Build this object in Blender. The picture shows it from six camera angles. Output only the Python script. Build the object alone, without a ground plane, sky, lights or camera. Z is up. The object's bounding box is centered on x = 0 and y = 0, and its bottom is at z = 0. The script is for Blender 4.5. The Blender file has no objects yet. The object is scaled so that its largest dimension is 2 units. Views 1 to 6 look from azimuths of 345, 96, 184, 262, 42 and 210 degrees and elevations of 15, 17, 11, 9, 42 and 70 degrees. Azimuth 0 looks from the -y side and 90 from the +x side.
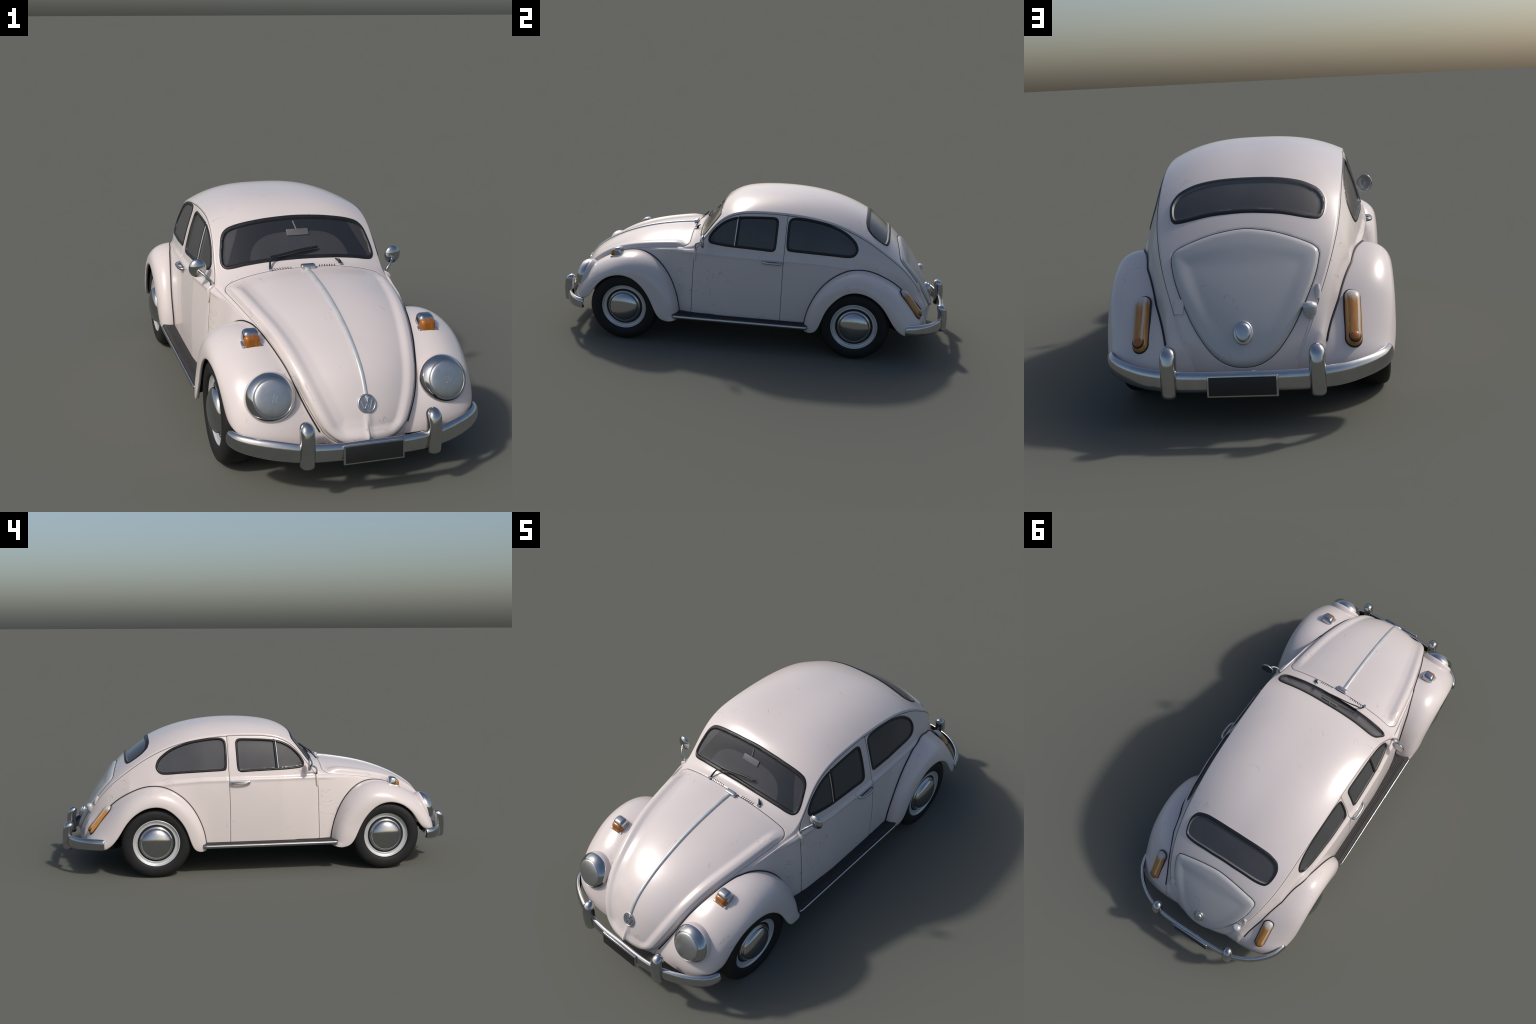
# Small rounded two-door saloon, built part by part.  x = width, y = length (nose at -y), z = up.
import bpy, bmesh, math, random
import numpy as np
from mathutils import Vector, Matrix, Quaternion
from mathutils.bvhtree import BVHTree

random.seed(7)
rng = np.random.default_rng(7)

# ------------------------------------------------------------------ materials
def new_mat(name):
    m = bpy.data.materials.new(name)
    m.use_nodes = True
    return m, m.node_tree, m.node_tree.nodes["Principled BSDF"]

def obj_coords(nt, scale=(1, 1, 1)):
    tc = nt.nodes.new("ShaderNodeTexCoord")
    mp = nt.nodes.new("ShaderNodeMapping")
    mp.inputs["Scale"].default_value = scale
    nt.links.new(tc.outputs["Object"], mp.inputs["Vector"])
    return mp.outputs["Vector"]

def noise(nt, vec, scale, detail=4.0, rough=0.55, dist=0.0):
    n = nt.nodes.new("ShaderNodeTexNoise")
    n.inputs["Scale"].default_value = scale
    n.inputs["Detail"].default_value = detail
    n.inputs["Roughness"].default_value = rough
    n.inputs["Distortion"].default_value = dist
    nt.links.new(vec, n.inputs["Vector"])
    return n.outputs["Fac"]

def ramp(nt, fac, stops):
    r = nt.nodes.new("ShaderNodeValToRGB")
    el = r.color_ramp.elements
    while len(el) < len(stops):
        el.new(0.5)
    for e, (p, c) in zip(el, stops):
        e.position = p
        e.color = (c[0], c[1], c[2], 1)
    nt.links.new(fac, r.inputs["Fac"])
    return r.outputs["Color"]

def mix(nt, fac, a, b):
    m = nt.nodes.new("ShaderNodeMix")
    m.data_type = 'RGBA'
    for sock, val in ((0, fac), (6, a), (7, b)):
        if isinstance(val, bpy.types.NodeSocket):
            nt.links.new(val, m.inputs[sock])
        elif sock == 0:
            m.inputs[0].default_value = val
        else:
            m.inputs[sock].default_value = (val[0], val[1], val[2], 1)
    return m.outputs[2]

def math_node(nt, op, a, b=None, clamp=False):
    m = nt.nodes.new("ShaderNodeMath")
    m.operation = op
    m.use_clamp = clamp
    for i, v in enumerate((a, b)):
        if v is None:
            continue
        if isinstance(v, bpy.types.NodeSocket):
            nt.links.new(v, m.inputs[i])
        else:
            m.inputs[i].default_value = v
    return m.outputs[0]

def bump(nt, bsdf, height, strength, dist=0.002):
    b = nt.nodes.new("ShaderNodeBump")
    b.inputs["Strength"].default_value = strength
    b.inputs["Distance"].default_value = dist
    nt.links.new(height, b.inputs["Height"])
    nt.links.new(b.outputs["Normal"], bsdf.inputs["Normal"])

PAINT_A = (0.612, 0.550, 0.530)
PAINT_B = (0.582, 0.526, 0.515)
def make_paint(name="cream_paint", PAINT_A=PAINT_A, PAINT_B=PAINT_B):
    m, nt, b = new_mat(name)
    v = obj_coords(nt)
    c = ramp(nt, noise(nt, v, 5.0, 5.0, 0.6, 0.4), [(0.25, PAINT_B), (0.70, PAINT_A)])
    # hairline scuffs: thin contour lines of a warped noise, only inside sparse patches
    n1 = noise(nt, v, 6.5, 3.5, 0.6, 1.2)
    line = math_node(nt, 'LESS_THAN', math_node(nt, 'ABSOLUTE', math_node(nt, 'SUBTRACT', n1, 0.47)), 0.0045)
    patch = math_node(nt, 'GREATER_THAN', noise(nt, v, 5.0, 2.0), 0.60)
    scr = math_node(nt, 'MULTIPLY', math_node(nt, 'MULTIPLY', line, patch), 0.55)
    c = mix(nt, scr, c, (0.34, 0.31, 0.31))
    nt.links.new(c, b.inputs["Base Color"])
    b.inputs["Roughness"].default_value = 0.26
    b.inputs["Coat Weight"].default_value = 0.25
    b.inputs["Coat Roughness"].default_value = 0.12
    return m

def make_chrome(name="chrome", base=(0.50, 0.51, 0.52), rough=0.08, var=0.08):
    m, nt, b = new_mat(name)
    v = obj_coords(nt)
    n = noise(nt, v, 30.0, 4.0, 0.6, 0.8)
    c = ramp(nt, n, [(0.3, tuple(x * 0.88 for x in base)), (0.7, base)])
    nt.links.new(c, b.inputs["Base Color"])
    b.inputs["Metallic"].default_value = 1.0
    r = nt.nodes.new("ShaderNodeMapRange")
    r.inputs["To Min"].default_value = rough
    r.inputs["To Max"].default_value = rough + var
    nt.links.new(n, r.inputs["Value"])
    nt.links.new(r.outputs[0], b.inputs["Roughness"])
    return m

def make_plain(name, base, rough=0.5, metal=0.0, scale=25.0, var=0.15, bumpiness=0.0, spec=0.5):
    m, nt, b = new_mat(name)
    v = obj_coords(nt)
    n = noise(nt, v, scale, 5.0, 0.6)
    lo = tuple(x * (1 - var) for x in base)
    hi = tuple(min(1, x * (1 + var)) for x in base)
    nt.links.new(ramp(nt, n, [(0.3, lo), (0.7, hi)]), b.inputs["Base Color"])
    b.inputs["Roughness"].default_value = rough
    b.inputs["Metallic"].default_value = metal
    b.inputs["Specular IOR Level"].default_value = spec
    if bumpiness:
        bump(nt, b, noise(nt, v, scale * 6, 3.0), bumpiness, 0.001)
    return m

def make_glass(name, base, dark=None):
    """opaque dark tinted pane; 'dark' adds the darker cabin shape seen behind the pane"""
    m, nt, b = new_mat(name)
    v = obj_coords(nt)
    n = noise(nt, v, 6.0, 3.0)
    col = ramp(nt, n, [(0.3, tuple(x * 0.88 for x in base)), (0.7, tuple(x * 1.1 for x in base))])
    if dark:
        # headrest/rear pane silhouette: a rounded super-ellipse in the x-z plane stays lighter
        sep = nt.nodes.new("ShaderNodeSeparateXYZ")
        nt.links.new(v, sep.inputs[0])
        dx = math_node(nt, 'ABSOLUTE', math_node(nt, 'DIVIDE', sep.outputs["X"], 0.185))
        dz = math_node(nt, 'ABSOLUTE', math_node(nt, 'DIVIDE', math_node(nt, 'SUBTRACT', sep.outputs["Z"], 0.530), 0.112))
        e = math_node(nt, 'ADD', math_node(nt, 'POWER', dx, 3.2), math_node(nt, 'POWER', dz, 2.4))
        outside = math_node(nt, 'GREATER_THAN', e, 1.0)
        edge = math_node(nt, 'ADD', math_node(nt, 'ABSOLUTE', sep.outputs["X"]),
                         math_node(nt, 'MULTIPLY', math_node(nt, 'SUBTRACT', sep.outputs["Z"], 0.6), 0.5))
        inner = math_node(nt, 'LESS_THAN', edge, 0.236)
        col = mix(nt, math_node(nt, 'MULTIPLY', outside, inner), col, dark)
    nt.links.new(col, b.inputs["Base Color"])
    b.inputs["Roughness"].default_value = 0.22
    b.inputs["Specular IOR Level"].default_value = 0.45
    return m

def make_amber(name="amber_lens"):
    m, nt, b = new_mat(name)
    v = obj_coords(nt, (60, 14, 14))
    n = noise(nt, v, 1.6, 4.0)
    nt.links.new(ramp(nt, n, [(0.3, (0.20, 0.062, 0.006)), (0.7, (0.36, 0.125, 0.016))]), b.inputs["Base Color"])
    b.inputs["Roughness"].default_value = 0.18
    b.inputs["Coat Weight"].default_value = 0.4
    return m

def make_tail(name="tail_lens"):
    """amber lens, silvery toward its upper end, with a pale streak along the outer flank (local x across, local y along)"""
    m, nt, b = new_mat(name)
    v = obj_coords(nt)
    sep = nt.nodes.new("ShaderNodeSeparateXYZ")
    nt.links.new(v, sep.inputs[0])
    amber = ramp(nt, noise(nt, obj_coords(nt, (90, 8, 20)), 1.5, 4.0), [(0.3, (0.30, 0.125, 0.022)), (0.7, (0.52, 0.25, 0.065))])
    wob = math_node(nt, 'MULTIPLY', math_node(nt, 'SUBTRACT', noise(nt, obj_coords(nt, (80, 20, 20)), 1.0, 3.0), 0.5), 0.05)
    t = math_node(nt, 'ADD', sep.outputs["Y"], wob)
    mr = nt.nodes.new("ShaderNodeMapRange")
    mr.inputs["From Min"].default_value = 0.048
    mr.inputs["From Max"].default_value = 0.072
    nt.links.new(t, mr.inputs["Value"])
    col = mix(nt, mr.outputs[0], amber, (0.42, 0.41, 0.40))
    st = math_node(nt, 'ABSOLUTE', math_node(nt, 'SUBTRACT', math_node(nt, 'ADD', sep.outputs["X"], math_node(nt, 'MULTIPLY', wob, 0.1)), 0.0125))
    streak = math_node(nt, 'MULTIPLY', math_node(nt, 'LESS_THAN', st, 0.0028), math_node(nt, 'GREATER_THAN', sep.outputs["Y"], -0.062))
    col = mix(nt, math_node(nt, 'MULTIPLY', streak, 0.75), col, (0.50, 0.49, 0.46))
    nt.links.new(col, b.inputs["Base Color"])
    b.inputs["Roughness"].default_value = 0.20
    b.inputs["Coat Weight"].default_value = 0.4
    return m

PAINT = make_paint()
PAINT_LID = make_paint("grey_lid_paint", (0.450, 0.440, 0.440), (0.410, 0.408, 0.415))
CHROME = make_chrome()
SATIN = make_chrome("satin_metal", (0.56, 0.57, 0.58), 0.26, 0.10)
LAMPFACE = make_chrome("lamp_face_metal", (0.50, 0.51, 0.515), 0.34, 0.12)
RIMMETAL = make_plain("silver_rim", (0.52, 0.53, 0.54), 0.34, 0.35, 20, 0.10)
RUBBER = make_plain("tyre_rubber", (0.011, 0.011, 0.0115), 0.65, 0.0, 30, 0.2, 0.15, 0.3)
SEAL = make_plain("black_seal", (0.011, 0.0115, 0.013), 0.42, 0.0, 40, 0.25, 0.0, 0.35)
BLACK = make_plain("black_underside", (0.011, 0.011, 0.012), 0.8, 0.0, 20, 0.3)
MAT_RUBBER = make_plain("ribbed_rubber_mat", (0.024, 0.022, 0.022), 0.6, 0.0, 40, 0.25, 0.2)
PLATE_BLACK = make_plain("plate_black", (0.011, 0.011, 0.012), 0.42, 0.0, 18, 0.2)
GLASS = make_glass("tinted_glass", (0.056, 0.056, 0.060))
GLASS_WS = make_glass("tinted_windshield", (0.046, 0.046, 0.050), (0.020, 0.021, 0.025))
AMBER = make_amber()
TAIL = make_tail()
TRIMGREY = make_plain("window_trim_grey", (0.10, 0.105, 0.11), 0.5, 0.0)
GREYTRIM = make_plain("grey_mirror_plastic", (0.10, 0.10, 0.105), 0.5)

# ------------------------------------------------------------------ object helpers
COL = bpy.context.scene.collection
root = bpy.data.objects.new("vintage_car", None)
COL.objects.link(root)
root["label"] = "small rounded cream white vintage two-door car with chrome bumpers"
root["category"] = "car"

def make_obj(name, verts, faces, mat, parent=root, smooth=True, angle=None):
    me = bpy.data.meshes.new(name)
    me.from_pydata([tuple(v) for v in verts], [], [tuple(f) for f in faces])
    me.update()
    return finish(name, me, mat, parent, smooth, angle)

def finish(name, me, mat, parent=root, smooth=True, angle=None):
    for m in (mat if isinstance(mat, (list, tuple)) else [mat]):
        me.materials.append(m)
    if smooth:
        me.polygons.foreach_set("use_smooth", [True] * len(me.polygons))
        if angle:
            me.set_sharp_from_angle(angle=math.radians(angle))
    ob = bpy.data.objects.new(name, me)
    COL.objects.link(ob)
    ob.parent = parent
    return ob

def from_bm(name, bm, mat, parent=root, smooth=True, angle=None):
    me = bpy.data.meshes.new(name)
    bm.normal_update()
    bm.to_mesh(me)
    bm.free()
    return finish(name, me, mat, parent, smooth, angle)

def smoothstep(a, b, x):
    t = np.clip((np.asarray(x, float) - a) / (b - a), 0, 1)
    return t * t * (3 - 2 * t)

def bspline(P, s):
    """uniform cubic B-spline through the index range of control rows P (end points interpolated)"""
    P = np.asarray(P, float)
    Q = np.vstack([2 * P[0] - P[1], P, 2 * P[-1] - P[-2]])
    s = np.clip(np.asarray(s, float), 0, len(P) - 1 - 1e-9)
    i = np.floor(s).astype(int)
    t = (s - i)[:, None]
    b0 = (1 - t) ** 3 / 6
    b1 = (3 * t ** 3 - 6 * t ** 2 + 4) / 6
    b2 = (-3 * t ** 3 + 3 * t ** 2 + 3 * t + 1) / 6
    b3 = t ** 3 / 6
    return b0 * Q[i] + b1 * Q[i + 1] + b2 * Q[i + 2] + b3 * Q[i + 3]

def catmull(P, n=10, closed=False):
    P = np.asarray(P, float)
    N = len(P)
    out = []
    rng_i = range(N) if closed else range(N - 1)
    for i in rng_i:
        if closed:
            a, b, c, d = P[(i - 1) % N], P[i], P[(i + 1) % N], P[(i + 2) % N]
        else:
            b, c = P[i], P[i + 1]
            a = P[i - 1] if i else 2 * b - c
            d = P[i + 2] if i + 2 < N else 2 * c - b
        for k in range(n):
            t = k / n
            out.append(0.5 * (2 * b + (c - a) * t + (2 * a - 5 * b + 4 * c - d) * t * t + (3 * b - a - 3 * c + d) * t ** 3))
    if not closed:
        out.append(P[-1])
    return np.array(out)

def resample(path, n):
    path = np.asarray(path, float)
    d = np.r_[0, np.cumsum(np.linalg.norm(np.diff(path, axis=0), axis=1))]
    t = np.linspace(0, d[-1], n)
    return np.column_stack([np.interp(t, d, path[:, k]) for k in range(path.shape[1])])

def tube(name, path, radius, mat, parent=root, seg=10, flat=1.0, up=None, cap=True):
    """round (or flattened) bar along a polyline; radius may be a list"""
    path = np.asarray(path, float)
    n = len(path)
    rad = np.full(n, radius) if np.isscalar(radius) else np.interp(np.linspace(0, 1, n), np.linspace(0, 1, len(radius)), radius)
    tan = np.gradient(path, axis=0)
    tan /= np.linalg.norm(tan, axis=1)[:, None] + 1e-12
    ref = np.array(up if up is not None else (0.0, 0.0, 1.0))
    verts, faces = [], []
    prev = None
    for i in range(n):
        r = ref if prev is None or up is not None else prev
        a = r - tan[i] * (r @ tan[i])
        if np.linalg.norm(a) < 1e-5:
            a = np.array((1.0, 0, 0)) - tan[i] * tan[i][0]
        a /= np.linalg.norm(a)
        prev = a
        b = np.cross(tan[i], a)
        for k in range(seg):
            w = 2 * math.pi * k / seg
            verts.append(path[i] + rad[i] * (math.cos(w) * a * flat + math.sin(w) * b))
    for i in range(n - 1):
        for k in range(seg):
            k2 = (k + 1) % seg
            faces.append((i * seg + k, i * seg + k2, (i + 1) * seg + k2, (i + 1) * seg + k))
    if cap:
        faces.append(tuple(range(seg))[::-1])
        faces.append(tuple((n - 1) * seg + k for k in range(seg)))
    return make_obj(name, verts, faces, mat, parent, True, 60)

def revolve(profile, seg=64):
    """(radius, height) profile turned about +z; returns verts, faces"""
    verts, faces = [], []
    P = list(profile)
    for r, h in P:
        for k in range(seg):
            w = 2 * math.pi * k / seg
            verts.append((r * math.cos(w), r * math.sin(w), h))
    for i in range(len(P) - 1):
        for k in range(seg):
            k2 = (k + 1) % seg
            faces.append((i * seg + k, i * seg + k2, (i + 1) * seg + k2, (i + 1) * seg + k))
    return verts, faces

def frame(origin, normal, upv=(0, 0, 1)):
    """matrix whose local z is 'normal' and local y leans toward 'upv'"""
    z = Vector(normal).normalized()
    y = Vector(upv) - z * Vector(upv).dot(z)
    y.normalize()
    x = y.cross(z)
    M = Matrix((x, y, z)).transposed().to_4x4()
    M.translation = Vector(origin)
    return M

def rounded_box(name, size, mat, M, bevel=0.004, parent=root, seg=3, taper=None):
    bm = bmesh.new()
    bmesh.ops.create_cube(bm, size=1.0)
    for v in bm.verts:
        v.co = Vector((v.co.x * size[0], v.co.y * size[1], v.co.z * size[2]))
        if taper and v.co.z > 0:
            v.co.x *= taper[0]
            v.co.y *= taper[1]
    bmesh.ops.bevel(bm, geom=list(bm.edges), offset=bevel, segments=seg, profile=0.5, affect='EDGES')
    ob = from_bm(name, bm, mat, parent, True, 50)
    ob.matrix_local = M
    return ob

# ------------------------------------------------------------------ main body surface
# stations nose -> tail: centre line (y, z), edge line (x, y, z) = bonnet edge, pillar, roof gutter, tail seam; p = crown power
STATIONS = [
    (-.920, .126,  .090, -.905, .128, 2.2),
    (-.939, .143,  .108, -.923, .150, 2.5),
    (-.944, .193,  .136, -.917, .195, 2.6),
    (-.931, .248,  .158, -.898, .235, 2.6),
    (-.909, .299,  .176, -.877, .271, 2.6),
    (-.880, .345,  .191, -.847, .308, 2.6),
    (-.840, .381,  .207, -.803, .352, 2.6),
    (-.767, .426,  .227, -.736, .398, 2.6),
    (-.680, .464,  .248, -.655, .431, 2.6),
    (-.580, .497,  .269, -.563, .452, 2.5),
    (-.470, .519,  .283, -.465, .467, 2.5),
    (-.365, .533,  .297, -.355, .479, 2.5),
    (-.307, .542,  .308, -.297, .487, 2.6),
    (-.277, .557,  .308, -.254, .520, 2.9),
    (-.234, .613,  .303, -.210, .580, 3.0),
    (-.194, .667,  .298, -.170, .630, 3.0),
    (-.159, .701,  .295, -.123, .664, 2.9),
    (-.100, .728,  .292, -.069, .683, 2.8),
    (.000, .7455,  .289, .000, .692, 2.7),
    (.120, .752,   .288, .120, .694, 2.7),
    (.240, .748,   .286, .250, .687, 2.7),
    (.350, .7315,  .283, .370, .667, 2.7),
    (.450, .706,   .279, .456, .641, 2.6),
    (.548, .665,   .274, .552, .596, 2.6),
    (.614, .624,   .269, .613, .557, 2.5),
    (.676, .576,   .260, .671, .514, 2.4),
    (.734, .517,   .245, .737, .464, 2.3),
    (.790, .443,   .225, .792, .405, 2.2),
    (.844, .365,   .202, .832, .350, 2.2),
    (.888, .290,   .179, .863, .286, 2.2),
    (.913, .229,   .156, .884, .227, 2.2),
    (.921, .172,   .143, .896, .172, 2.2),
    (.912, .122,   .135, .890, .122, 2.2)]
# flank: y, belt z, belt x, lower-panel x, sill x
FLANK = np.array([
    (-.93, .135, .110, .115, .110), (-.85, .250, .190, .198, .195), (-.75, .360, .232, .248, .245),
    (-.65, .408, .254, .272, .272), (-.56, .430, .276, .294, .296), (-.465, .448, .299, .315, .318),
    (-.345, .462, .317, .331, .337), (-.26, .468, .329, .344, .350), (-.10, .468, .347, .360, .360),
    (.10, .468, .351, .362, .360), (.30, .466, .347, .360, .358), (.45, .455, .336, .352, .350),
    (.55, .441, .322, .338, .340), (.66, .409, .300, .318, .325), (.77, .328, .259, .280, .290),
    (.866, .249, .214, .226, .235), (.93, .150, .170, .180, .180)])

def body_grid():
    st = np.array(STATIONS)
    ns = len(st)
    s = np.linspace(0, ns - 1, (ns - 1) * 10 + 1)
    R = bspline(st, s)
    # lateral samples
    tt = np.linspace(0, 1, 46)
    u = 1 - (1 - tt) ** 1.25
    
    cols, par = [], []
    for i in range(len(s)):
        yc, zc, xe, ye, ze, p = R[i]
        top = np.column_stack([xe * u, yc + (ye - yc) * u ** 2, zc + (ze - zc) * u ** p])
        f = [np.interp(ye, FLANK[:, 0], FLANK[:, k]) for k in range(1, 5)]
        bz, bx, lx, sx = f
        bz = min(bz, ze - 0.004)
        sill = 0.150 + 0.035 * float(1 - smoothstep(-.80, -.70, ye))
        sill = min(sill, bz - 0.012)
        lz = 0.5 * (bz + sill)
        bulge = 0.007 * smoothstep(0.03, 0.15, ze - bz) * (0.25 + 0.75 * smoothstep(-.20, .02, ye))
        side = np.array([(xe, ze), (0.5 * (xe + bx) + bulge, 0.5 * (ze + bz)), (bx, bz), (lx, lz), (sx, sill)])
        d = np.r_[0, np.cumsum(np.linalg.norm(np.diff(side, axis=0), axis=1))]
        # natural-ish interpolation through the five flank points
        cr = resample(catmull(side, 24), 92)[1:]
        sidep = np.column_stack([cr[:, 0], np.full(len(cr), ye), cr[:, 1]])
        # waist bead: panels below the belt stand proud, with a soft rounded top
        w = smoothstep(-.40, -.30, ye) * (1 - smoothstep(.50, .62, ye))
        zb = np.interp(ye, FLANK[:, 0], FLANK[:, 1])
        dz = sidep[:, 2] - zb
        sidep[:, 0] += w * (0.0075 * smoothstep(0.014, 0.003, dz) + 0.0035 * np.exp(-((dz - 0.001) / 0.0065) ** 2))
        cols.append(np.vstack([top, sidep]))
        par.append(s[i])
    G = np.array(cols)                       # station, lateral, xyz (right half)
    return s, u, G

s_par, u_par, G = body_grid()
NS, NL = G.shape[:2]
NT = len(u_par)

# bonnet bead: broad rounded shoulder just inside the bonnet edge, computed in panel coordinates
cen = G[:, 0]
arc_c = np.r_[0, np.cumsum(np.linalg.norm(np.diff(cen, axis=0), axis=1))]
def arc_at(sv):
    return np.interp(sv, s_par, arc_c)
HOOD_FRONT, HOOD_REAR = arc_at(1.05), arc_at(11.72)
lat = np.zeros((NS, NL))
lat[:, 1:] = np.cumsum(np.linalg.norm(np.diff(G, axis=1), axis=2), axis=1)
edge_len = lat[:, NT - 1]
side_d = edge_len[:, None] - lat - 0.0015     # >0 inside the bonnet edge
front_d = (arc_c - HOOD_FRONT)[:, None] + 0 * lat
rear_d = (HOOD_REAR - arc_c)[:, None] + 0 * lat

def round_min(a, b, r):
    """distance to a rounded corner formed by two edges (inside positive)"""
    m = np.minimum(a, b)
    q = r - np.sqrt(np.maximum(r - a, 0) ** 2 + np.maximum(r - b, 0) ** 2)
    return np.where((a < r) & (b < r), q, m)

f_hood = -round_min(round_min(side_d, front_d, 0.05), rear_d, 0.045)
hd = round_min(side_d, front_d, 0.07)
bead = (0.0130 * smoothstep(0.0, 0.020, hd) - 0.0098 * smoothstep(0.030, 0.060, hd)) * smoothstep(0.0, 0.085, rear_d)
bead[hd <= 0] = 0
# the bonnet's left shoulder is pressed a little fuller than the right
left_extra = 0.008 * smoothstep(0.0, 0.020, hd) * (1 - smoothstep(0.035, 0.090, hd)) * smoothstep(0.0, 0.10, rear_d)
left_extra[hd <= 0] = 0
left_extra = left_extra.reshape(-1)

def grid_normals(G):
    du = np.gradient(G, axis=0)
    dv = np.gradient(G, axis=1)
    n = np.cross(dv, du)
    n /= np.linalg.norm(n, axis=2)[:, :, None] + 1e-12
    if n[NS // 2, 2, 2] < 0:          # roof must look up; the grid winding is consistent everywhere else
        n = -n
    return n
Nrm = grid_normals(G)
Nrm[:, 0, 0] = 0
Nrm /= np.linalg.norm(Nrm, axis=2)[:, :, None]
G0 = G.copy()
G = G + Nrm * bead[:, :, None]
# small rib below the badge on the nose
rib = 0.004 * np.exp(-(G[:, :, 0] / 0.010) ** 2) * smoothstep(.15, .18, G[:, :, 2]) * (1 - smoothstep(.25, .27, G[:, :, 2])) * (G[:, :, 1] < -.8)
G = G + Nrm * rib[:, :, None]

def poly_sdf(P, poly):
    """signed distance (negative inside) of 2D points to a closed polygon"""
    a = poly
    b = np.roll(poly, -1, axis=0)
    dmin = np.full(len(P), 1e9)
    inside = np.zeros(len(P), bool)
    for (ax, ay), (bx, by) in zip(a, b):
        e = np.array((bx - ax, by - ay))
        w = P - (ax, ay)
        t = np.clip((w @ e) / (e @ e + 1e-15), 0, 1)
        d = w - t[:, None] * e
        dmin = np.minimum(dmin, np.einsum('ij,ij->i', d, d))
        c = ((ay > P[:, 1]) != (by > P[:, 1]))
        with np.errstate(divide='ignore', invalid='ignore'):
            xi = (bx - ax) * (P[:, 1] - ay) / (by - ay + 1e-15) + ax
        inside ^= c & (P[:, 0] < xi)
    d = np.sqrt(dmin)
    return np.where(inside, -d, d)

def mirror_outline(half):
    half = np.array(half)
    left = half[::-1][1:-1] * (-1, 1)
    return catmull(np.vstack([half, left]), 8, True)

WS = mirror_outline([(0, .5575), (.12, .5535), (.20, .5445), (.247, .5355), (.273, .5335), (.286, .545), (.287, .567), (.280, .602), (.270, .634),
                     (.253, .6535), (.230, .6645), (.195, .674), (.150, .682), (.090, .689), (0, .693)])
RW = mirror_outline([(0, .6585), (.085, .6555), (.150, .645), (.190, .6305), (.215, .615), (.231, .590), (.229, .561), (.217, .5435),
                     (.193, .5425), (.11, .560), (.05, .566), (0, .568)])
LID = mirror_outline([(0, .529), (.075, .520), (.13, .505), (.173, .489), (.199, .476), (.211, .460), (.208, .433), (.198, .400), (.183, .365),
                      (.166, .330), (.145, .290), (.122, .254), (.094, .219), (.065, .195), (.033, .181), (0, .178)])
QWIN = catmull([(.529, .542), (.517, .571), (.488, .599), (.452, .623), (.400, .645), (.341, .661), (.283, .670), (.224, .675), (.197, .672),
                (.181, .657), (.177, .628), (.176, .580), (.177, .540), (.182, .520), (.198, .513), (.285, .509), (.402, .503), (.484, .498),
                (.512, .505), (.526, .522)], 8, True)
DWIN = catmull([(.132, .645), (.126, .662), (.110, .670), (.050, .669), (-.009, .666), (-.062, .661), (-.099, .653), (-.141, .633), (-.177, .603),
                (-.201, .575), (-.216, .547), (-.214, .528), (-.198, .518), (-.141, .513), (-.081, .511), (-.009, .509), (.051, .507),
                (.104, .505), (.120, .511), (.127, .528), (.130, .580)], 8, True)
# roof seam: 1 cm below the roof edge along every station
SEAM = np.array([[np.interp(lat[i, NT - 1] + .0105, lat[i, NT - 1:], G[i, NT - 1:, k]) for k in range(3)] for i in range(NS)])
sm_sel = (s_par > 12.9) & (SEAM[:, 1] < .150) & (SEAM[:, 1] > -.275)
DOOR = np.vstack([catmull([(-.291, .05), (-.289, .20), (-.286, .35), (-.283, .450), (-.279, .474)], 6),
                  SEAM[sm_sel][:, 1:], [(.1735, float(SEAM[sm_sel][-1, 2]) + .0005), (.170, .56), (.167, .44), (.165, .20), (.164, .05)]])
FIELDS = ["hood", "ws", "rw", "lid", "qwin", "dwin", "door", "well_f", "well_r"]
flat = G.reshape(-1, 3)
flatN = Nrm.reshape(-1, 3)
is_top = np.tile(np.arange(NL) < NT, NS)
BIG = 9.0
F = {k: np.full(len(flat), BIG) for k in FIELDS}
F["hood"] = f_hood.reshape(-1).copy()
F["hood"][~is_top] = 0.02
F["hood"][np.tile(np.arange(NL) == NT - 1, NS)] = np.maximum(F["hood"][np.tile(np.arange(NL) == NT - 1, NS)], 0.003)
def gated(name, mask, cols_, poly):
    F[name][mask] = poly_sdf(flat[mask][:, cols_], poly)
y_, z_ = flat[:, 1], flat[:, 2]
gated("ws", is_top & (y_ > -.34) & (y_ < -.05) & (z_ > .46), [0, 2], WS)
gated("rw", is_top & (y_ > .42) & (y_ < .80), [0, 2], RW)
gated("lid", is_top & (y_ > .62), [0, 2], LID)
gated("qwin", (~is_top) & (y_ > .1) & (y_ < .62) & (z_ > .44), [1, 2], QWIN)
gated("dwin", (~is_top) & (y_ > -.30) & (y_ < .20) & (z_ > .44), [1, 2], DWIN)
gated("door", (~is_top) & (y_ > -.36) & (y_ < .26), [1, 2], DOOR)
WHEEL_F, WHEEL_R, TYRE_R = (-.625, .172), (.535, .172), .172
for nm, w in (("well_f", WHEEL_F), ("well_r", WHEEL_R)):
    m = ~is_top
    F[nm][m] = np.hypot(y_[m] - w[0], z_[m] - w[1]) - .212

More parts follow.
